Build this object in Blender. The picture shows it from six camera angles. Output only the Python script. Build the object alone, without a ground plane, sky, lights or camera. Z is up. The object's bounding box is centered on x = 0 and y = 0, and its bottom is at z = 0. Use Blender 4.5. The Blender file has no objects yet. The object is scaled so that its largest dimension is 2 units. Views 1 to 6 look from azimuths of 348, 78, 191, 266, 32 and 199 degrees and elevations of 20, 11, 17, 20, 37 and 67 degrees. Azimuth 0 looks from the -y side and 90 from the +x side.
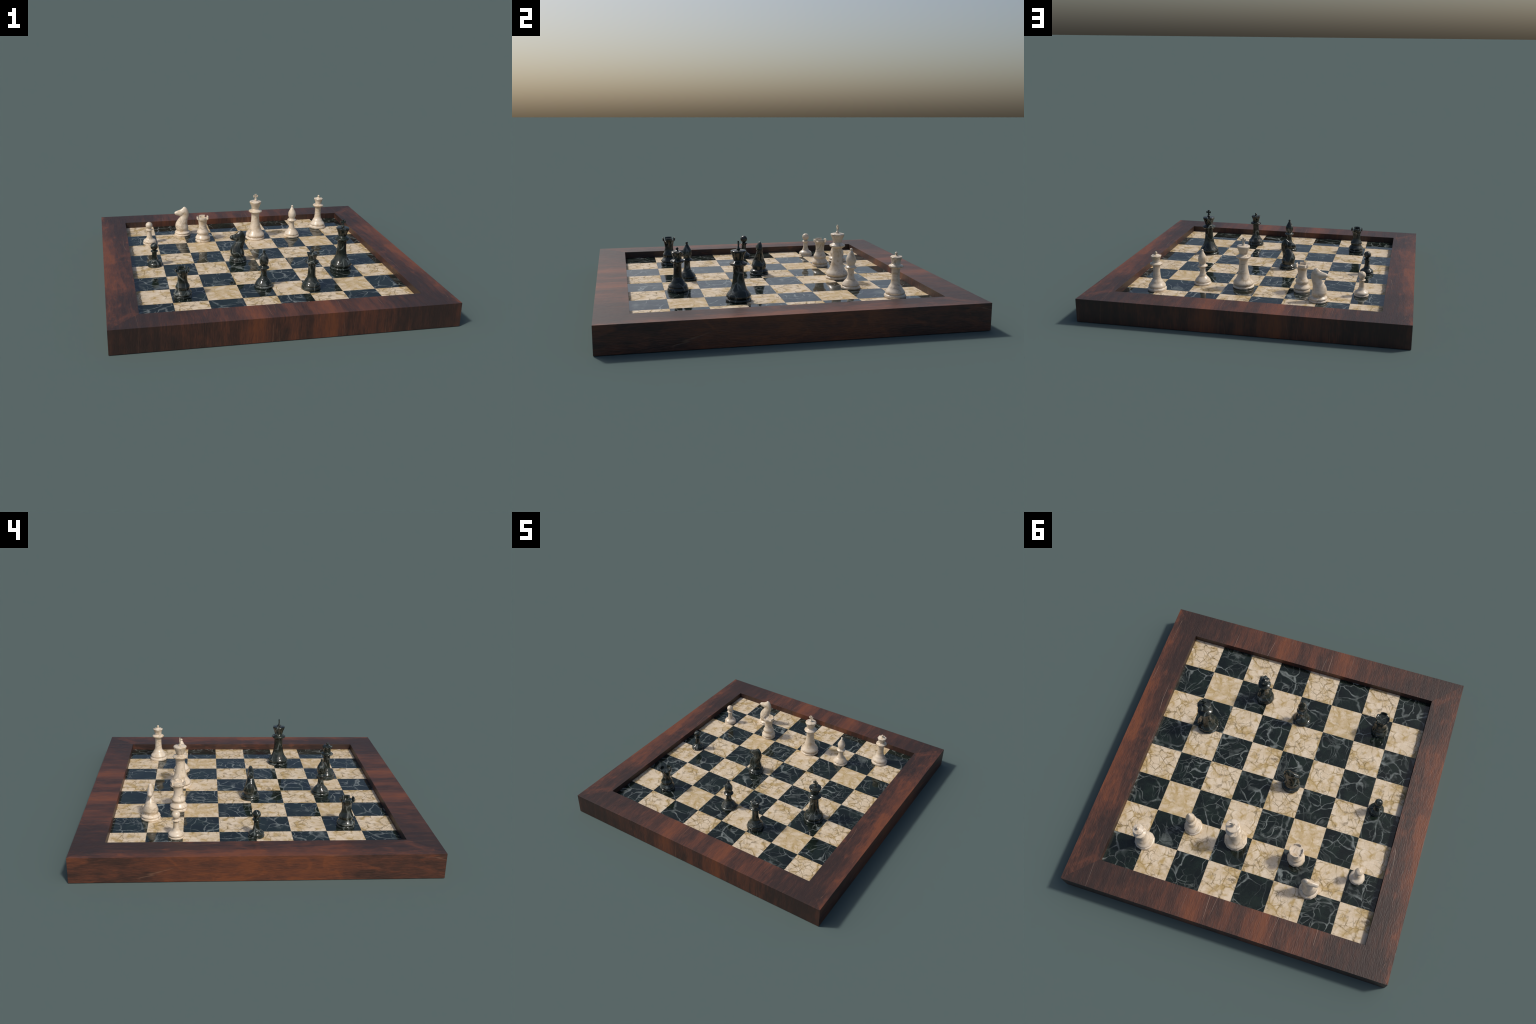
"""A marble chess set on a framed board, built part by part."""
import bpy, bmesh, math
from mathutils import Vector, Matrix

# ------------------------------------------------------------------ sizes
HALF = 1.0            # half side of the frame
INNER = 0.8247        # half side of the opening
FRAME_TOP = 0.146
BOARD_TOP = 0.104
PITCH = 2 * INNER / 8
SEGMENTS = 12         # the pieces are turned with few, soft facets

scene = bpy.context.scene
coll = scene.collection


# ------------------------------------------------------------------ node helpers
class Nodes:
    def __init__(self, name):
        self.mat = bpy.data.materials.new(name)
        self.mat.use_nodes = True
        self.t = self.mat.node_tree
        self.bsdf = self.t.nodes["Principled BSDF"]

    def set(self, socket, v):
        if isinstance(v, bpy.types.NodeSocket):
            self.t.links.new(v, socket)
        elif isinstance(v, (tuple, list)) and socket.type == "RGBA":
            socket.default_value = (*v[:3], 1.0)
        else:
            socket.default_value = v

    def math(self, op, a, b=0.0, c=0.0, clamp=False):
        n = self.t.nodes.new("ShaderNodeMath")
        n.operation, n.use_clamp = op, clamp
        for s, v in zip(n.inputs, (a, b, c)):
            self.set(s, v)
        return n.outputs[0]

    def vmath(self, op, a, b=(0, 0, 0)):
        n = self.t.nodes.new("ShaderNodeVectorMath")
        n.operation = op
        self.set(n.inputs[0], a)
        self.set(n.inputs[3] if op == "SCALE" else n.inputs[1], b)
        return n.outputs[0]

    def step(self, v, lo, hi, out0=0.0, out1=1.0):
        n = self.t.nodes.new("ShaderNodeMapRange")
        n.interpolation_type = "SMOOTHSTEP"
        self.set(n.inputs["Value"], v)
        for k, x in (("From Min", lo), ("From Max", hi), ("To Min", out0), ("To Max", out1)):
            self.set(n.inputs[k], x)
        return n.outputs[0]

    def noise(self, vec, scale, detail=4.0, rough=0.55, distort=0.0, colour=False):
        n = self.t.nodes.new("ShaderNodeTexNoise")
        self.set(n.inputs["Vector"], vec)
        for k, x in (("Scale", scale), ("Detail", detail), ("Roughness", rough), ("Distortion", distort)):
            self.set(n.inputs[k], x)
        return n.outputs["Color" if colour else "Fac"]

    def cells(self, vec, scale, feature="DISTANCE_TO_EDGE", out="Distance"):
        n = self.t.nodes.new("ShaderNodeTexVoronoi")
        n.feature = feature
        self.set(n.inputs["Vector"], vec)
        self.set(n.inputs["Scale"], scale)
        return n.outputs[out]

    def mix(self, fac, a, b, kind="MIX"):
        n = self.t.nodes.new("ShaderNodeMix")
        n.data_type, n.blend_type = "RGBA", kind
        self.set(n.inputs["Factor"], fac)
        self.set(n.inputs["A"] if False else n.inputs[6], a)
        self.set(n.inputs[7], b)
        return n.outputs[2]

    def ramp(self, fac, stops):
        n = self.t.nodes.new("ShaderNodeValToRGB")
        el = n.color_ramp.elements
        while len(el) < len(stops):
            el.new(0.5)
        for e, (p, c) in zip(el, stops):
            e.position, e.color = p, ((*c, 1) if isinstance(c, tuple) else (c, c, c, 1))
        self.set(n.inputs[0], fac)
        return n.outputs[0]

    def xyz(self, vec):
        n = self.t.nodes.new("ShaderNodeSeparateXYZ")
        self.set(n.inputs[0], vec)
        return n.outputs

    def vec(self, x=0.0, y=0.0, z=0.0):
        n = self.t.nodes.new("ShaderNodeCombineXYZ")
        for s, v in zip(n.inputs, (x, y, z)):
            self.set(s, v)
        return n.outputs[0]

    def coord(self):
        return self.t.nodes.new("ShaderNodeTexCoord").outputs["Object"]

    def place(self):
        return self.t.nodes.new("ShaderNodeObjectInfo").outputs["Location"]

    def warp(self, vec, scale, amount, detail=2.0):
        c = self.noise(vec, scale, detail, colour=True)
        return self.vmath("ADD", vec, self.vmath("SCALE", self.vmath("SUBTRACT", c, (0.5, 0.5, 0.5)), amount))

    def bump(self, height, strength, distance):
        n = self.t.nodes.new("ShaderNodeBump")
        self.set(n.inputs["Height"], height)
        n.inputs["Strength"].default_value, n.inputs["Distance"].default_value = strength, distance
        self.set(self.bsdf.inputs["Normal"], n.outputs[0])

    def finish(self, colour, rough, ior=1.5, spec=0.5):
        self.set(self.bsdf.inputs["Base Color"], colour)
        self.set(self.bsdf.inputs["Roughness"], rough)
        self.bsdf.inputs["IOR"].default_value = ior
        self.bsdf.inputs["Specular IOR Level"].default_value = spec
        return self.mat


# ------------------------------------------------------------------ materials
DARK_STONE = (0.0072, 0.0102, 0.0086)
DARK_STONE_GREEN = (0.0125, 0.0205, 0.0150)
VEIN_GREY = (0.215, 0.240, 0.227)


def dark_marble(n, p, unit):
    """Green-black stone with a net of pale veins; p in metres, unit = tile side."""
    q = n.vmath("SCALE", p, 1.0 / unit)
    w = n.warp(n.warp(q, 1.2, 0.75, 1.0), 5.0, 0.12, 2.0)
    fade = n.noise(q, 1.5, 2.0)
    width = n.noise(n.vmath("ADD", q, (7, 3, 1)), 2.2, 2.0)
    # main veins: hair lines that swell into feathery bands where the stone was torn
    big = n.cells(w, 1.75)
    thick = n.step(width, 0.44, 0.74, 0.022, 0.115)
    v1 = n.math("MULTIPLY", n.step(n.math("DIVIDE", big, thick), 0.05, 1.0, 1.0, 0.0), n.step(fade, 0.34, 0.58, 0.16, 1.0))
    tear = n.noise(n.vmath("MULTIPLY", w, (3.0, 9.0, 3.0)), 1.6, 3.0, 0.6)
    v1 = n.math("MULTIPLY", v1, n.step(tear, 0.28, 0.62, n.step(width, 0.5, 0.7, 1.0, 0.35), 1.0))
    # thinner branches
    fine = n.cells(n.vmath("ADD", w, (3.3, 1.7, 0.4)), 3.6)
    v2 = n.math("MULTIPLY", n.step(fine, 0.0, 0.050, 1.0, 0.0), n.step(n.noise(n.vmath("ADD", q, (1, 9, 4)), 1.7, 2.0), 0.46, 0.66, 0.02, 0.62))
    # cloudy flakes
    flake = n.cells(n.vmath("ADD", w, (8.0, 5.0, 0.0)), 2.3, "F1", "Color")
    rare = n.step(n.xyz(flake)[0], 0.91, 0.925)
    cloud = n.step(n.noise(n.vmath("MULTIPLY", w, (1.5, 4.0, 2.0)), 2.0, 3.0, 0.6), 0.42, 0.68, 0.0, 0.48)
    v3 = n.math("MULTIPLY", rare, cloud)
    v = n.math("MAXIMUM", n.math("MAXIMUM", v1, v2), v3)
    v = n.math("MULTIPLY", v, n.step(n.noise(q, 9.0, 3.0), 0.25, 0.7, 0.5, 1.0))
    ground = n.mix(n.step(n.noise(q, 2.2, 5.0, 0.65), 0.38, 0.66), DARK_STONE, DARK_STONE_GREEN)
    grain = n.noise(q, 45.0, 2.0)
    ground = n.mix(n.step(grain, 0.53, 0.75, 0.0, 0.45), ground, (0.024, 0.037, 0.027))
    return n.mix(v, ground, VEIN_GREY)


def make_dark_tile():
    n = Nodes("dark_marble_tile")
    p = n.vmath("ADD", n.coord(), n.place())
    c = dark_marble(n, p, PITCH)
    return n.finish(c, 0.06, 1.5)


def make_light_tile():
    n = Nodes("light_marble_tile")
    local = n.vmath("SCALE", n.coord(), 1.0 / PITCH)
    # the stone pattern comes back every fourth square
    at = n.vmath("FLOOR", n.vmath("ADD", n.vmath("SCALE", n.place(), 1.0 / PITCH), (8.0, 8.0, 0.0)))
    m = n.vmath("MODULO", at, (4.0, 4.0, 1.0))
    q = n.vmath("ADD", local, n.vmath("MULTIPLY", m, (5.31, 3.77, 0.0)))
    mx = n.xyz(m)
    golden = n.math("MULTIPLY", n.math("COMPARE", mx[0], 2.0, 0.1), n.math("COMPARE", mx[1], 1.0, 0.1))
    first_row = n.math("COMPARE", mx[1], 0.0, 0.1)
    w = n.warp(n.warp(q, 1.8, 0.38, 1.0), 6.0, 0.07, 2.0)
    base = n.mix(n.step(n.noise(q, 3.2, 4.0), 0.35, 0.65), (0.655, 0.53, 0.37), (0.755, 0.64, 0.49))
    base = n.mix(n.step(n.noise(q, 22.0, 3.0, 0.6), 0.40, 0.75, 0.0, 0.28), base, (0.53, 0.41, 0.27))
    # ochre clouds, a little thicker along the healed cracks
    e1 = n.cells(w, 3.0)
    on = n.math("ADD", n.noise(n.vmath("ADD", q, (2, 5, 0)), 1.7, 2.0), n.math("MULTIPLY", first_row, 0.07))
    cloud = n.noise(n.warp(q, 3.0, 0.25), 2.9, 6.0, 0.66)
    near = n.math("MULTIPLY", n.step(e1, 0.0, 0.11, 1.0, 0.0), n.step(n.noise(n.vmath("ADD", q, (6, 1, 0)), 2.6, 2.0), 0.35, 0.65))
    ochre = n.math("MULTIPLY", n.step(n.math("MULTIPLY_ADD", near, 0.13, cloud), 0.45, 0.67), 0.92)
    streak = n.noise(n.vmath("MULTIPLY", n.warp(q, 2.0, 0.5), (1.1, 2.2, 1.0)), 1.9, 5.0, 0.62)
    ochre = n.math("MAXIMUM", ochre, n.math("MULTIPLY", golden, n.step(streak, 0.40, 0.66, 0.08, 0.80)))
    c = n.mix(ochre, base, (0.465, 0.325, 0.130))
    # cracks: wide net, finer net, short dark spots
    ragged = n.step(n.noise(q, 7.0, 3.0), 0.32, 0.62, 0.25, 1.0)
    quiet = n.math("MULTIPLY", n.math("SUBTRACT", 1.0, n.math("MULTIPLY", golden, 0.72)), ragged)
    l1 = n.math("MULTIPLY", n.step(e1, 0.0, 0.046, 1.0, 0.0), n.step(on, 0.36, 0.60, 0.16, 1.0))
    e2 = n.cells(n.vmath("ADD", w, (4.2, 8.1, 0.0)), 5.6)
    l2 = n.math("MULTIPLY", n.step(e2, 0.0, 0.062, 1.0, 0.0), n.step(on, 0.46, 0.64, 0.05, 0.90))
    crack = n.math("MULTIPLY", n.math("MAXIMUM", l1, l2), quiet)
    c = n.mix(n.math("MULTIPLY", crack, 0.95), c, (0.165, 0.118, 0.050))
    spot = n.noise(n.vmath("MULTIPLY", n.vmath("ADD", w, (9.0, 2.0, 0.0)), (1.0, 1.9, 1.0)), 3.2, 3.0, 0.6)
    spots = n.math("MULTIPLY", n.step(spot, 0.60, 0.68), quiet)
    c = n.mix(n.math("MULTIPLY", spots, 0.85), c, (0.165, 0.118, 0.055))
    return n.finish(c, 0.55, 1.45, 0.35)


def make_white_piece():
    n = Nodes("ivory_marble")
    p = n.vmath("ADD", n.coord(), n.place())
    q = n.vmath("SCALE", p, 1.0 / 0.09)
    w = n.warp(n.warp(q, 1.2, 0.5, 1.0), 5.0, 0.10)
    c = n.mix(n.step(n.noise(q, 1.6, 4.0), 0.35, 0.7), (0.755, 0.655, 0.525), (0.68, 0.57, 0.43))
    stain = n.noise(n.vmath("MULTIPLY", w, (1.0, 1.0, 1.6)), 2.2, 5.0, 0.62)
    c = n.mix(n.step(stain, 0.47, 0.70, 0.0, 0.85), c, (0.52, 0.385, 0.225))
    e = n.cells(w, 1.6)
    on = n.noise(n.vmath("ADD", q, (3, 1, 6)), 1.3, 2.0)
    v = n.math("MULTIPLY", n.step(e, 0.004, 0.05, 1.0, 0.0), n.step(on, 0.42, 0.62, 0.0, 0.70))
    c = n.mix(v, c, (0.34, 0.275, 0.20))
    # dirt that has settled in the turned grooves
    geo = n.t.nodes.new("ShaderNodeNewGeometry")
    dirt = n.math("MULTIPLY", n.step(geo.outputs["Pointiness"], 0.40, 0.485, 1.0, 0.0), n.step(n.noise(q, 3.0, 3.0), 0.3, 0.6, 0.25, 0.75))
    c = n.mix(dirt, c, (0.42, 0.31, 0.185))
    return n.finish(c, 0.30, 1.5)


def make_black_piece():
    n = Nodes("black_marble")
    p = n.vmath("ADD", n.coord(), n.place())
    q = n.vmath("SCALE", p, 1.0 / 0.045)
    w = n.warp(n.warp(n.vmath("MULTIPLY", q, (1.0, 1.0, 0.55)), 0.9, 0.8, 1.0), 3.0, 0.15)
    ground = n.mix(n.step(n.noise(q, 0.9, 4.0), 0.36, 0.64), (0.0095, 0.0128, 0.0102), (0.0180, 0.0245, 0.0190))
    ground = n.mix(n.step(n.noise(w, 0.75, 2.0), 0.48, 0.70, 0.0, 0.62), ground, (0.062, 0.069, 0.061))
    e = n.cells(w, 0.95)
    v = n.math("MULTIPLY", n.step(e, 0.0, 0.085, 1.0, 0.0), n.step(n.noise(n.vmath("ADD", q, (4, 2, 7)), 0.7, 2.0), 0.40, 0.64, 0.05, 0.75))
    c = n.mix(v, ground, (0.190, 0.212, 0.200))
    n.bump(n.noise(q, 1.3, 2.0), 0.35, 0.006)
    return n.finish(c, 0.10, 1.5)


WOOD_DARK, WOOD_MID, WOOD_RED, WOOD_HOT = (0.038, 0.0215, 0.0172), (0.066, 0.0295, 0.0205), (0.112, 0.0410, 0.0240), (0.175, 0.0560, 0.0240)


def wood(n, across, along, tone):
    """Rosewood: tone 0 = near black heartwood, 1 = red sapwood; fibres run along."""
    g = n.vec(across, n.math("MULTIPLY", along, 0.13), 0.0)
    fine = n.noise(n.warp(g, 9.0, 0.02), 130.0, 5.0, 0.72)
    band = n.noise(n.warp(n.vec(across, n.math("MULTIPLY", along, 0.09), 6.0), 5.0, 0.02), 48.0, 3.0, 0.6)
    mid = n.noise(n.warp(n.vec(across, n.math("MULTIPLY", along, 0.22), 3.0), 4.0, 0.05), 17.0, 5.0, 0.68)
    blotch = n.noise(n.vec(across, n.math("MULTIPLY", along, 0.75), 8.0), 6.5, 6.0, 0.68)
    t = tone
    for f, amount in ((mid, 0.75), (fine, 0.85), (band, 0.62), (blotch, 0.90)):
        t = n.math("ADD", t, n.math("MULTIPLY", n.math("SUBTRACT", f, 0.5), amount))
    c = n.ramp(t, [(0.14, WOOD_DARK), (0.37, WOOD_MID), (0.61, WOOD_RED), (0.95, WOOD_HOT)])
    # rare pale checks, thin and wavy, along the fibres
    s = n.cells(n.warp(n.warp(n.vec(across, n.math("MULTIPLY", along, 0.07), 1.0), 7.0, 0.05), 40.0, 0.006), 6.0)
    keep = n.step(n.noise(n.vec(n.math("MULTIPLY", across, 1.5), n.math("MULTIPLY", along, 0.8), 5.0), 4.0, 1.0), 0.50, 0.60)
    check = n.math("MULTIPLY", n.step(s, 0.0, 0.0045, 1.0, 0.0), keep)
    c = n.mix(n.math("MULTIPLY", check, 0.45), c, (0.24, 0.125, 0.075))
    h = n.noise(n.warp(n.vec(across, n.math("MULTIPLY", along, 0.18), 2.0), 30.0, 0.01), 150.0, 3.0, 0.65)
    n.bump(n.math("ADD", h, n.math("MULTIPLY", check, -0.6)), 0.42, 0.004)
    return n.finish(c, n.step(fine, 0.3, 0.7, 0.40, 0.52), 1.5, 0.45)


def make_wood_across():
    """Front and back rails: fibres run across the rail, colour bands along it."""
    n = Nodes("rosewood_cross_grain")
    x, y, z = n.xyz(n.coord())
    along = n.math("SUBTRACT", y, z)
    u = n.math("ADD", x, n.math("MULTIPLY", n.math("SUBTRACT", n.noise(n.vec(x, n.math("MULTIPLY", along, 0.5), 0.0), 5.0, 3.0), 0.5), 0.10))
    f = n.math("MULTIPLY_ADD", u, 0.5, 0.5)
    tone = n.ramp(f, [(0.0, 0.20), (0.13, 0.17), (0.20, 0.40), (0.25, 0.26), (0.31, 0.52), (0.35, 0.38), (0.40, 0.80),
                      (0.455, 0.30), (0.50, 0.62), (0.53, 0.34), (0.57, 0.66), (0.625, 0.86), (0.66, 0.30), (0.72, 0.55),
                      (0.78, 0.42), (0.83, 0.22), (0.93, 0.17), (1.0, 0.27)])
    return wood(n, x, along, tone)


def make_wood_along():
    """Left and right rails: fibres run with the rail, red outside, dark inside."""
    n = Nodes("rosewood_long_grain")
    x, y, z = n.xyz(n.coord())
    across = n.math("SUBTRACT", n.math("ABSOLUTE", x), z)
    wob = n.noise(n.vec(across, n.math("MULTIPLY", y, 0.8), 0.0), 5.0, 4.0, 0.6)
    d = n.math("ADD", across, n.math("MULTIPLY", n.math("SUBTRACT", wob, 0.5), 0.16))
    edge = n.step(d, 0.735, 0.845)                       # red toward the outer arris
    centre = n.step(n.math("ABSOLUTE", y), 0.30, 0.72, 1.0, 0.0)
    tone = n.math("ADD", n.math("MULTIPLY", edge, n.math("MULTIPLY_ADD", centre, 0.16, 0.24)), n.math("MULTIPLY_ADD", centre, 0.15, 0.17))
    # one flame of curved figure at mid length
    ring = n.vec(n.math("MULTIPLY", n.math("SUBTRACT", across, 0.88), 2.2), y, 0.0)
    flame = n.math("MULTIPLY", n.step(n.noise(n.vmath("ADD", ring, (0.0, 4.0, 2.0)), 4.0, 3.0, 0.6, 1.5), 0.52, 0.66), 0.26)
    tone = n.math("ADD", tone, flame)
    return wood(n, across, y, tone)


MAT_DARK, MAT_LIGHT = make_dark_tile(), make_light_tile()
MAT_WHITE, MAT_BLACK = make_white_piece(), make_black_piece()
MAT_ACROSS, MAT_ALONG = make_wood_across(), make_wood_along()


def make_plain(name, colour, rough):
    n = Nodes(name)
    g = n.noise(n.coord(), 30.0, 3.0)
    return n.finish(n.mix(n.step(g, 0.35, 0.65), colour, tuple(v * 0.8 for v in colour)), rough)


MAT_GROUT = make_plain("pale_grout", (0.42, 0.34, 0.22), 0.8)


# ------------------------------------------------------------------ object helpers
def empty(name, loc, label, category):
    o = bpy.data.objects.new(name, None)
    o.empty_display_size = 0.05
    o.location = loc
    o["label"], o["category"] = label, category
    coll.objects.link(o)
    return o


def part(name, mesh, parent, loc=(0, 0, 0), mat=None):
    o = bpy.data.objects.new(name, mesh)
    o.parent, o.location = parent, loc
    if mat is not None and not mesh.materials:
        mesh.materials.append(mat)
    coll.objects.link(o)
    return o


def to_mesh(bm, name, angle=50.0, mat=None):
    bmesh.ops.recalc_face_normals(bm, faces=bm.faces)
    me = bpy.data.meshes.new(name)
    bm.to_mesh(me)
    bm.free()
    me.shade_smooth()
    me.set_sharp_from_angle(angle=math.radians(angle))
    if mat:
        me.materials.append(mat)
    return me


def curve_through(pts, per=3):
    """Catmull-Rom through (r, z) points."""
    out = []
    for i in range(len(pts) - 1):
        p0, p1, p2, p3 = pts[max(i - 1, 0)], pts[i], pts[i + 1], pts[min(i + 2, len(pts) - 1)]
        for k in range(per):
            t = k / per
            out.append(tuple(0.5 * (2 * b + (c - a) * t + (2 * a - 5 * b + 4 * c - d) * t * t + (3 * b - a - 3 * c + d) * t ** 3)
                             for a, b, c, d in zip(p0, p1, p2, p3)))
    out.append(pts[-1])
    return out


def lathe(name, profile, mat, segments=SEGMENTS, per=2, angle=60.0, rim=None):
    """Turn a (z, r) profile about z, closed at both ends.  rim(k, z, r) may vary it round the axis."""
    pts = curve_through([(r, z) for z, r in profile], per)
    grow = 1.0 + 0.5 * (1 - math.cos(math.pi / segments))
    bm = bmesh.new()
    rings = []
    for r, z in pts:
        if r < 1e-4:
            rings.append([bm.verts.new((0, 0, z))])
            continue
        ring = []
        for k in range(segments):
            a = math.tau * k / segments
            rr, zz = (r * grow, z) if rim is None else rim(k, r * grow, z)
            ring.append(bm.verts.new((rr * math.cos(a), rr * math.sin(a), zz)))
        rings.append(ring)
    for a, b in zip(rings, rings[1:]):
        for k in range(segments):
            j = (k + 1) % segments
            if len(a) == 1:
                bm.faces.new((a[0], b[k], b[j]))
            elif len(b) == 1:
                bm.faces.new((a[k], a[j], b[0]))
            else:
                bm.faces.new((a[k], a[j], b[j], b[k]))
    for end in (rings[0], rings[-1]):
        if len(end) > 1:
            bm.faces.new(end)
    return to_mesh(bm, name, angle, mat)


def ball(name, z, r, mat, seg=16, rings=10):
    bm = bmesh.new()
    bmesh.ops.create_uvsphere(bm, u_segments=seg, v_segments=rings, radius=r, matrix=Matrix.Translation((0, 0, z)))
    return to_mesh(bm, name, 80, mat)


# ------------------------------------------------------------------ the board
def rail_mesh(name, mat):
    """A mitred rail along x at y = -1 .. -INNER, arrises eased by a millimetre or so."""
    e, gap = 0.0005, 0.00012
    bm = bmesh.new()
    ends = []
    section = []
    for y, z, cy, cz in ((-HALF, 0.0, 1, 1), (-INNER, 0.0, -1, 1), (-INNER, FRAME_TOP, -1, -1), (-HALF, FRAME_TOP, 1, -1)):
        arc = [(y + cy * e * (1 - math.cos(t)), z + cz * e * (1 - math.sin(t))) for t in (0, math.pi / 4, math.pi / 2)]
        section += arc if cy * cz > 0 else arc[::-1]
    for side in (-1, 1):
        ends.append([bm.verts.new((side * (-y - gap), y, z)) for y, z in section])
    m = len(section)
    for k in range(m):
        j = (k + 1) % m
        bm.faces.new((ends[0][k], ends[0][j], ends[1][j], ends[1][k]))
    for end in ends:
        bm.faces.new(end)
    return to_mesh(bm, name, 20, mat)


board = empty("chessboard", (0, 0, 0), "square chessboard of veined marble in a rosewood frame", "chessboard")
cross_rail = rail_mesh("cross_grain_rail", MAT_ACROSS)
long_rail = rail_mesh("long_grain_rail", MAT_ALONG)
long_rail.transform(Matrix.Rotation(-math.pi / 2, 4, "Z"))
for mesh in (cross_rail, long_rail):
    for turn in (0, math.pi):
        o = part("frame_rail", mesh, board)
        o.rotation_euler = (0, 0, turn)


def slab(name, half, z0, z1, mat, bevel=0.0):
    bm = bmesh.new()
    bmesh.ops.create_cube(bm, size=1.0)
    for v in bm.verts:
        v.co = (v.co.x * 2 * half, v.co.y * 2 * half, z0 if v.co.z < 0 else z1)
    if bevel:
        bmesh.ops.bevel(bm, geom=[e for e in bm.edges if all(v.co.z > (z0 + z1) / 2 for v in e.verts)], offset=bevel, segments=1, affect="EDGES")
    return to_mesh(bm, name, 30, mat)


part("backing_panel", slab("backing_panel", INNER - 0.0002, 0.004, BOARD_TOP - 0.0012, MAT_GROUT), board)
tile_half = PITCH / 2 - 0.0004
light_mesh = slab("light_tile", tile_half, -0.0115, 0.0, MAT_LIGHT)
dark_mesh = slab("dark_tile", tile_half, -0.0115, 0.0, MAT_DARK)
for j in range(8):
    for i in range(8):
        kind, mesh = ("light_tile", light_mesh) if (i + j) % 2 else ("dark_tile", dark_mesh)
        part(kind, mesh, board, ((i - 3.5) * PITCH, (j - 3.5) * PITCH, BOARD_TOP))


# ------------------------------------------------------------------ the pieces
def king(colour):
    m = colour
    base = lathe("king_base", [(0, 0.0680), (0.0045, 0.0704), (0.0095, 0.0698), (0.0140, 0.0660), (0.0166, 0.0585), (0.0185, 0.0550)], m)
    stem = lathe("king_stem", [(0.0152, 0.0550), (0.0174, 0.0592), (0.0210, 0.0645), (0.0265, 0.0674), (0.0325, 0.0674), (0.0390, 0.0640), (0.0465, 0.0583),
                               (0.058, 0.0493), (0.079, 0.0400), (0.109, 0.0332), (0.140, 0.0293), (0.168, 0.0286), (0.186, 0.0292), (0.193, 0.0310)], m)
    collar = lathe("king_collar", [(0.1895, 0.0298), (0.1945, 0.0390), (0.1995, 0.0455), (0.205, 0.0484), (0.2095, 0.0455), (0.214, 0.0370), (0.2185, 0.0295), (0.222, 0.0262), (0.2265, 0.0255)], m)
    crown = lathe("king_crown", [(0.2245, 0.0250), (0.2275, 0.0276), (0.233, 0.0287), (0.241, 0.0307), (0.250, 0.0338), (0.260, 0.0382), (0.2685, 0.0417), (0.2735, 0.0424),
                                 (0.2765, 0.0408), (0.2785, 0.0350), (0.2805, 0.0180), (0.281, 0.0)], m)
    knob = lathe("king_knob", [(0.278, 0.0090), (0.281, 0.0088), (0.2845, 0.0108), (0.288, 0.0104), (0.291, 0.0072), (0.2935, 0.0052), (0.2975, 0.0050)], m)
    # cross with flared arms
    bm = bmesh.new()
    cz, reach, wide, waist, t = 0.3145, 0.0168, 0.0088, 0.0050, 0.0034
    outline = []
    for k in range(4):
        a = k * math.pi / 2
        length = 0.0160 if k == 1 else (0.0190 if k == 3 else reach)
        for d, s in ((waist, -waist), (length * 0.62, -waist * 1.1), (length, -wide), (length, wide), (length * 0.62, waist * 1.1)):
            if d == waist:
                d = waist
            outline.append((d * math.cos(a) - s * math.sin(a), cz + d * math.sin(a) + s * math.cos(a)))
    front = [bm.verts.new((x, -t, z)) for x, z in outline]
    face = bm.faces.new(front)
    ext = bmesh.ops.extrude_face_region(bm, geom=[face])
    for v in ext["geom"]:
        if isinstance(v, bmesh.types.BMVert):
            v.co.y = t
    bmesh.ops.bevel(bm, geom=bm.edges[:], offset=0.0006, segments=1, affect="EDGES")
    cross = to_mesh(bm, "king_cross", 40, m)
    return [("base", base), ("stem", stem), ("collar", collar), ("crown", crown), ("knob", knob, "crown"), ("cross", cross, "crown")]


def queen(colour, notch, drum=False):
    m = colour

    def scallop(k, r, z):
        # six points round the coronet, valleys between them
        lift = max(0.0, min(1.0, (z - 0.214) / 0.010)) * max(0.0, min(1.0, (r - 0.012) / 0.02))
        return (r * (1 + (0.04 if k % 2 else -0.05) * lift * notch), z + (0.0035 if k % 2 else -0.0035) * lift * notch)

    base = lathe("queen_base", [(0, 0.0595), (0.005, 0.0613), (0.011, 0.0608), (0.0168, 0.0580), (0.0196, 0.0515), (0.0215, 0.0485)], m)
    stem = lathe("queen_stem", [(0.0182, 0.0485), (0.0204, 0.0518), (0.0240, 0.0543), (0.0290, 0.0549), (0.0345, 0.0530), (0.0405, 0.0483), (0.0475, 0.0425), (0.0530, 0.0389), (0.0590, 0.0365),
                                (0.0645, 0.0332), (0.0695, 0.0298), (0.0765, 0.0266), (0.087, 0.0248), (0.100, 0.0235), (0.122, 0.0223), (0.146, 0.0224), (0.158, 0.0230), (0.1655, 0.0245)], m)
    if drum:   # the black queen stands on a plain drum with no groove above it
        base = lathe("queen_base", [(0, 0.0590), (0.004, 0.0602), (0.012, 0.0598), (0.0190, 0.0572), (0.0225, 0.0555), (0.0245, 0.0500)], m)
    collar = lathe("queen_collar", [(0.1615, 0.0238), (0.1660, 0.0335), (0.1700, 0.0385), (0.1745, 0.0408), (0.1785, 0.0393), (0.1815, 0.0345), (0.1842, 0.0272), (0.187, 0.0242)], m)
    crown = lathe("queen_crown", [(0.1850, 0.0236), (0.1875, 0.0246), (0.1920, 0.0240), (0.1975, 0.0240), (0.2040, 0.0252), (0.2100, 0.0270), (0.2180, 0.0302), (0.2235, 0.0326), (0.2268, 0.0332),
                                  (0.2285, 0.0300), (0.2302, 0.0245), (0.2325, 0.0175), (0.2350, 0.0105), (0.2375, 0.0062), (0.2390, 0.0050)], m, rim=scallop)
    finial = ball("queen_finial", 0.2458, 0.0083, m, 12, 8)
    return [("base", base), ("stem", stem), ("collar", collar), ("crown", crown), ("finial", finial, "crown")]


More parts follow.
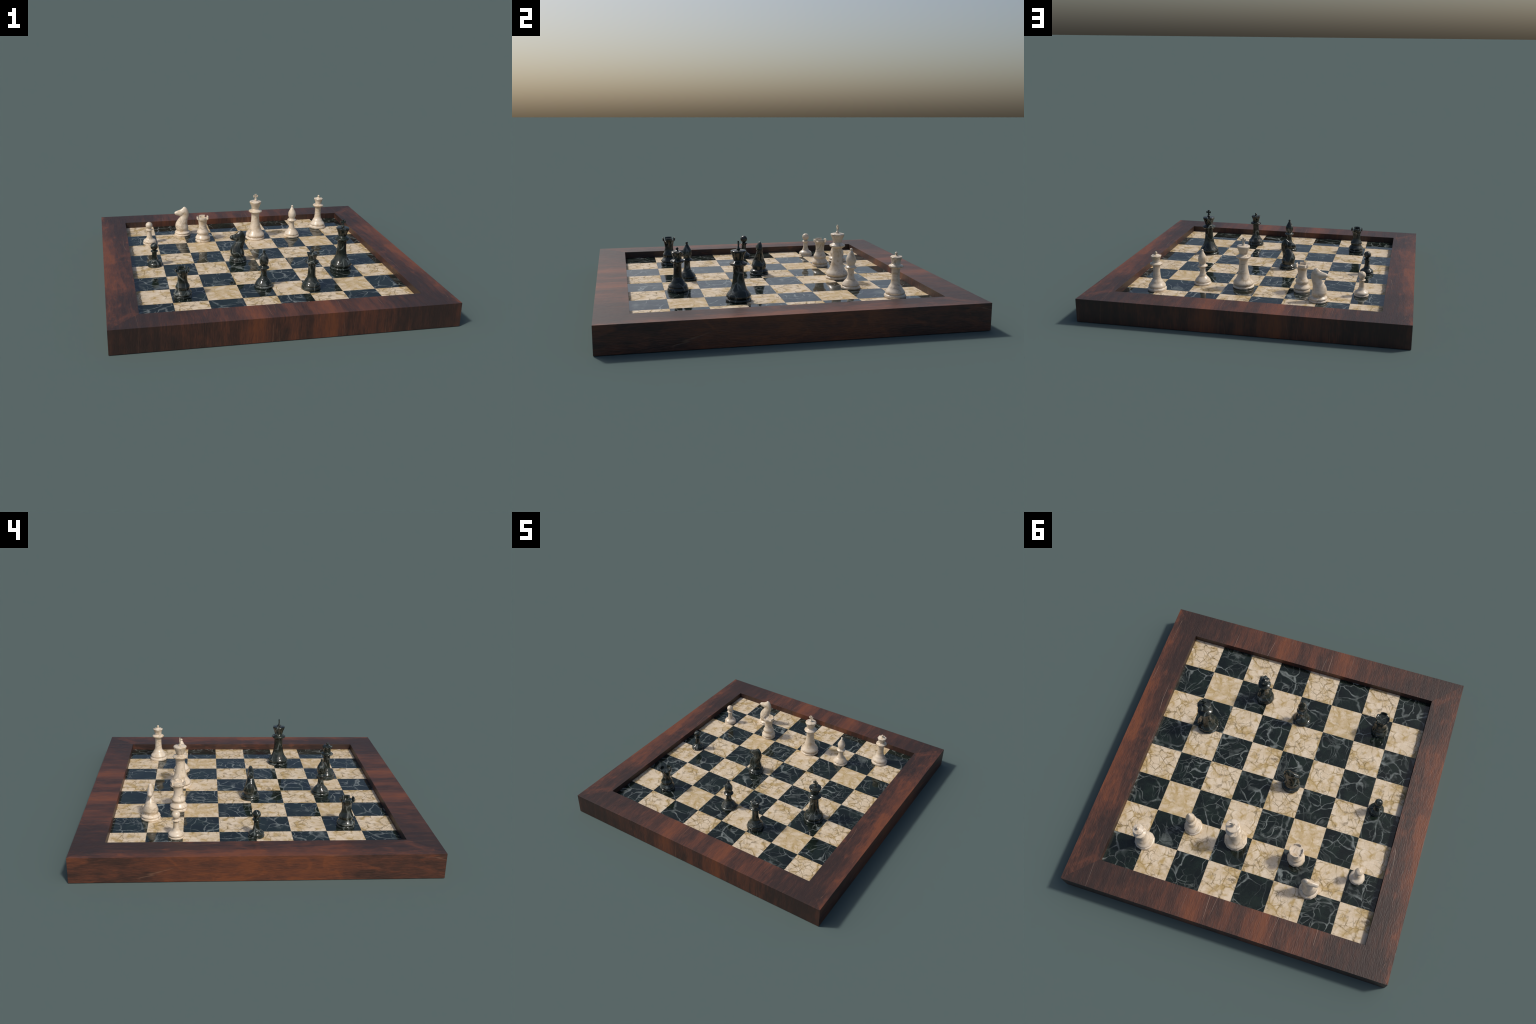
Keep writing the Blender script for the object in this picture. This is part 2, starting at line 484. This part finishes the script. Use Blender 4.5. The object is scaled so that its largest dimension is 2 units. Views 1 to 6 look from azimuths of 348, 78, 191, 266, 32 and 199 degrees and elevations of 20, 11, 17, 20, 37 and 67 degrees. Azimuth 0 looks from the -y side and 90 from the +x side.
def bishop(colour):
    m = colour
    base = lathe("bishop_base", [(0, 0.0552), (0.0045, 0.0574), (0.0100, 0.0566), (0.0140, 0.0538), (0.0164, 0.0482), (0.0182, 0.0455)], m)
    stem = lathe("bishop_stem", [(0.0150, 0.0455), (0.0170, 0.0487), (0.0198, 0.0509), (0.0240, 0.0508), (0.0350, 0.0438), (0.0440, 0.0366), (0.0488, 0.0325), (0.0525, 0.0283), (0.0580, 0.0247),
                                 (0.0690, 0.0206), (0.0800, 0.0185), (0.0920, 0.0178), (0.1060, 0.0180), (0.1175, 0.0192)], m)
    collar = lathe("bishop_collar", [(0.1140, 0.0186), (0.1165, 0.0265), (0.1200, 0.0315), (0.1240, 0.0338), (0.1275, 0.0312), (0.1310, 0.0262), (0.1335, 0.0232), (0.1365, 0.0212)], m)
    mitre = lathe("bishop_mitre", [(0.1345, 0.0196), (0.1372, 0.0218), (0.1400, 0.0214), (0.1430, 0.0222), (0.1485, 0.0246), (0.1550, 0.0268), (0.1625, 0.0280), (0.1700, 0.0281), (0.1766, 0.0275),
                                   (0.1840, 0.0256), (0.1907, 0.0226), (0.1980, 0.0188), (0.2048, 0.0152), (0.2110, 0.0119), (0.2165, 0.0089), (0.2215, 0.0060)], m, 16)
    finial = ball("bishop_finial", 0.2280, 0.0082, m, 12, 8)
    return [("base", base), ("stem", stem), ("collar", collar), ("mitre", mitre), ("finial", finial, "mitre")]


def pawn(colour):
    m = colour
    base = lathe("pawn_base", [(0, 0.0462), (0.0040, 0.0471), (0.0078, 0.0460), (0.0102, 0.0405), (0.0120, 0.0380)], m)
    stem = lathe("pawn_stem", [(0.0088, 0.0380), (0.0106, 0.0415), (0.0136, 0.0444), (0.0178, 0.0450), (0.0220, 0.0436), (0.0268, 0.0398), (0.0312, 0.0338), (0.0350, 0.0277), (0.0400, 0.0234),
                               (0.0470, 0.0207), (0.0550, 0.0181), (0.0646, 0.0164), (0.0750, 0.0156), (0.0855, 0.0154), (0.0960, 0.0158), (0.0995, 0.0162)], m)
    collar = lathe("pawn_collar", [(0.0940, 0.0154), (0.0968, 0.0180), (0.0997, 0.0223), (0.1022, 0.0242), (0.1045, 0.0230), (0.1070, 0.0178), (0.1095, 0.0125), (0.1125, 0.0100)], m)
    head = ball("pawn_head", 0.1342, 0.0243, m, 20, 14)
    return [("base", base), ("stem", stem), ("collar", collar), ("head", head)]


def rook(colour):
    m = colour
    base = lathe("rook_base", [(0, 0.0532), (0.0050, 0.0542), (0.0105, 0.0534), (0.0145, 0.0512), (0.0166, 0.0470), (0.0185, 0.0450)], m)
    tower = lathe("rook_tower", [(0.0152, 0.0450), (0.0174, 0.0490), (0.0202, 0.0521), (0.0238, 0.0535), (0.0278, 0.0530), (0.0325, 0.0504), (0.0370, 0.0472), (0.0430, 0.0424), (0.0495, 0.0388), (0.0530, 0.0385),
                                 (0.0562, 0.0398), (0.0605, 0.0416), (0.0660, 0.0421), (0.0705, 0.0412), (0.0750, 0.0388), (0.0826, 0.0347), (0.0900, 0.0316), (0.0990, 0.0291), (0.1150, 0.0275),
                                 (0.1313, 0.0287), (0.1440, 0.0307), (0.1545, 0.0332), (0.1590, 0.0346)], m)
    top = lathe("rook_battlement", [(0.1555, 0.0340), (0.1585, 0.0375), (0.1620, 0.0408), (0.1640, 0.0418), (0.1655, 0.0412), (0.1658, 0.0380), (0.1650, 0.0340), (0.1646, 0.0)], m)
    merlons = []
    bm = bmesh.new()
    steps, half = 5, math.radians(31)
    loops = []
    for k in range(steps):
        a = -half + 2 * half * k / (steps - 1)
        loops.append([bm.verts.new((r * math.cos(a), r * math.sin(a), z)) for r, z in
                      ((0.0352, 0.1620), (0.0422, 0.1620), (0.0434, 0.1660), (0.0439, 0.1720), (0.0432, 0.1795), (0.0418, 0.1815), (0.0388, 0.1815), (0.0372, 0.1785), (0.0360, 0.1700))])
    c = len(loops[0])
    for a, b in zip(loops, loops[1:]):
        for k in range(c):
            j = (k + 1) % c
            bm.faces.new((a[k], a[j], b[j], b[k]))
    bm.faces.new(loops[0])
    bm.faces.new(loops[-1])
    merlon = to_mesh(bm, "rook_merlon", 45, m)
    return [("base", base), ("tower", tower), ("battlement", top)] + [("merlon", merlon, "battlement", k * math.pi / 2) for k in range(4)]


def horse(colour):
    """Neck and head of the knight: two lofts fused by a remesh, smoothed, then parted at the throat."""
    bm = bmesh.new()
    n = 28

    def loft(loops):
        vs = [[bm.verts.new(p) for p in loop] for loop in loops]
        for a, b in zip(vs, vs[1:]):
            for k in range(n):
                j = (k + 1) % n
                bm.faces.new((a[k], a[j], b[j], b[k]))
        bm.faces.new(vs[0])
        bm.faces.new(vs[-1])

    # level cuts through chest, neck and back of the head: height, front, back, half width
    neck = [(0.028, -0.0450, 0.0420, 0.0400), (0.042, -0.0450, 0.0425, 0.0438), (0.0545, -0.0498, 0.0435, 0.0460), (0.0630, -0.0508, 0.0420, 0.0450), (0.0775, -0.0515, 0.0375, 0.0398),
            (0.0920, -0.0478, 0.0360, 0.0336), (0.1100, -0.0378, 0.0383, 0.0274), (0.1275, -0.0238, 0.0432, 0.0228), (0.1400, -0.0140, 0.0474, 0.0196), (0.1535, -0.0100, 0.0488, 0.0180),
            (0.1656, -0.0080, 0.0486, 0.0178), (0.1780, -0.0060, 0.0460, 0.0168), (0.1890, -0.0030, 0.0416, 0.0150), (0.2000, 0.0020, 0.0345, 0.0122), (0.2080, 0.0080, 0.0275, 0.0070), (0.2122, 0.0135, 0.0195, 0.0022)]
    loops = []
    for z, front, back, half in neck:
        cx, rx = (front + back) / 2, (back - front) / 2
        loops.append([(cx + rx * math.cos(a), half * math.sin(a), z) for a in (math.tau * k / n for k in range(n))])
    loft(loops)
    # upright cuts along the head to the muzzle: x, underside, top line, half width
    head = [(0.0300, 0.142, 0.203, 0.0172), (0.0100, 0.1400, 0.2085, 0.0196), (-0.0030, 0.1400, 0.1985, 0.0196), (-0.0140, 0.1420, 0.1918, 0.0186), (-0.0240, 0.1458, 0.1882, 0.0166),
            (-0.0340, 0.1485, 0.1848, 0.0152), (-0.0440, 0.1515, 0.1812, 0.0146), (-0.0510, 0.1560, 0.1775, 0.0120), (-0.0560, 0.1630, 0.1725, 0.0065)]
    loops = []
    for x, low, high, half in head:
        loop = []
        for k in range(n):
            a = math.tau * k / n
            s = math.sin(a)
            loop.append((x, 0.93 * half * math.cos(a) * (1 - 0.32 * max(0.0, s) ** 1.5), (low + high) / 2 + (high - low) / 2 * s))
        loops.append(loop)
    loft(loops)
    bmesh.ops.recalc_face_normals(bm, faces=bm.faces)
    me = bpy.data.meshes.new("horse_raw")
    bm.to_mesh(me)
    bm.free()
    o = bpy.data.objects.new("horse_raw", me)
    coll.objects.link(o)
    r = o.modifiers.new("fuse", "REMESH")
    r.mode, r.voxel_size = "VOXEL", 0.0019
    s = o.modifiers.new("soften", "SMOOTH")
    s.factor, s.iterations = 0.5, 5
    dg = bpy.context.evaluated_depsgraph_get()
    whole = bpy.data.meshes.new_from_object(o.evaluated_get(dg))
    bpy.data.objects.remove(o)
    whole.shade_smooth()
    normals = [Vector(v.vector) for v in whole.vertex_normals]
    out = []
    for name, keep in (("horse_neck", False), ("horse_head", True)):
        used, faces = {}, []
        for f in whole.polygons:
            c = f.center
            is_head = c.z > 0.139 - 0.30 * c.x
            if is_head == keep:
                faces.append([used.setdefault(v, len(used)) for v in f.vertices])
        order = list(used)
        me = bpy.data.meshes.new(name)
        me.from_pydata([whole.vertices[v].co[:] for v in order], [], faces)
        me.shade_smooth()
        me.normals_split_custom_set_from_vertices([normals[v] for v in order])
        me.materials.append(colour)
        out.append(me)
    bpy.data.meshes.remove(whole)
    return out


def knight(colour):
    m = colour
    base = lathe("knight_base", [(0, 0.0570), (0.0035, 0.0592), (0.0080, 0.0587), (0.0115, 0.0566), (0.0134, 0.0528), (0.0158, 0.0552), (0.0200, 0.0567), (0.0245, 0.0553), (0.0285, 0.0512),
                                 (0.0315, 0.0465), (0.0345, 0.0440), (0.0362, 0.0400)], m)
    neck, head = horse(m)
    return [("base", base), ("neck", neck), ("head", head)]


def set_piece(kind, parts, xy, label):
    top = empty("chess_" + kind, (xy[0], xy[1], BOARD_TOP + 0.0002), label, "chess piece")
    made = {}
    for item in parts:
        name, mesh = item[0], item[1]
        parent = made[item[2]] if len(item) > 2 else top
        o = part(name, mesh, parent)
        if len(item) > 3:
            o.rotation_euler = (0, 0, item[3])
        made.setdefault(name, o)


W, B = MAT_WHITE, MAT_BLACK
set_piece("king", king(W), (0.0935, 0.4485), "ivory marble king with a flared cross on top")
set_piece("queen", queen(W, 0.6), (0.6208, 0.6220), "ivory marble queen with a low domed coronet")
set_piece("bishop", bishop(W), (0.3688, 0.4476), "ivory marble bishop with a pointed mitre")
set_piece("knight", knight(W), (-0.4198, 0.6081), "ivory marble knight, a plain horse head")
set_piece("rook", rook(W), (-0.2916, 0.4483), "ivory marble rook with four merlons")
set_piece("pawn", pawn(W), (-0.6728, 0.4497), "ivory marble pawn with a round head")
set_piece("king", king(B), (0.5227, -0.2385), "polished black marble king with a flared cross")
set_piece("queen", queen(B, 1.3, True), (0.2322, -0.5420), "polished black marble queen with a pointed coronet")
set_piece("bishop", bishop(B), (-0.0470, -0.4610), "polished black marble bishop with a pointed mitre")
set_piece("knight", knight(B), (-0.1192, 0.0), "polished black marble knight, a plain horse head")
set_piece("rook", rook(B), (-0.5525, -0.5345), "polished black marble rook with four merlons")
set_piece("pawn", pawn(B), (-0.6733, -0.0006), "polished black marble pawn with a round head")
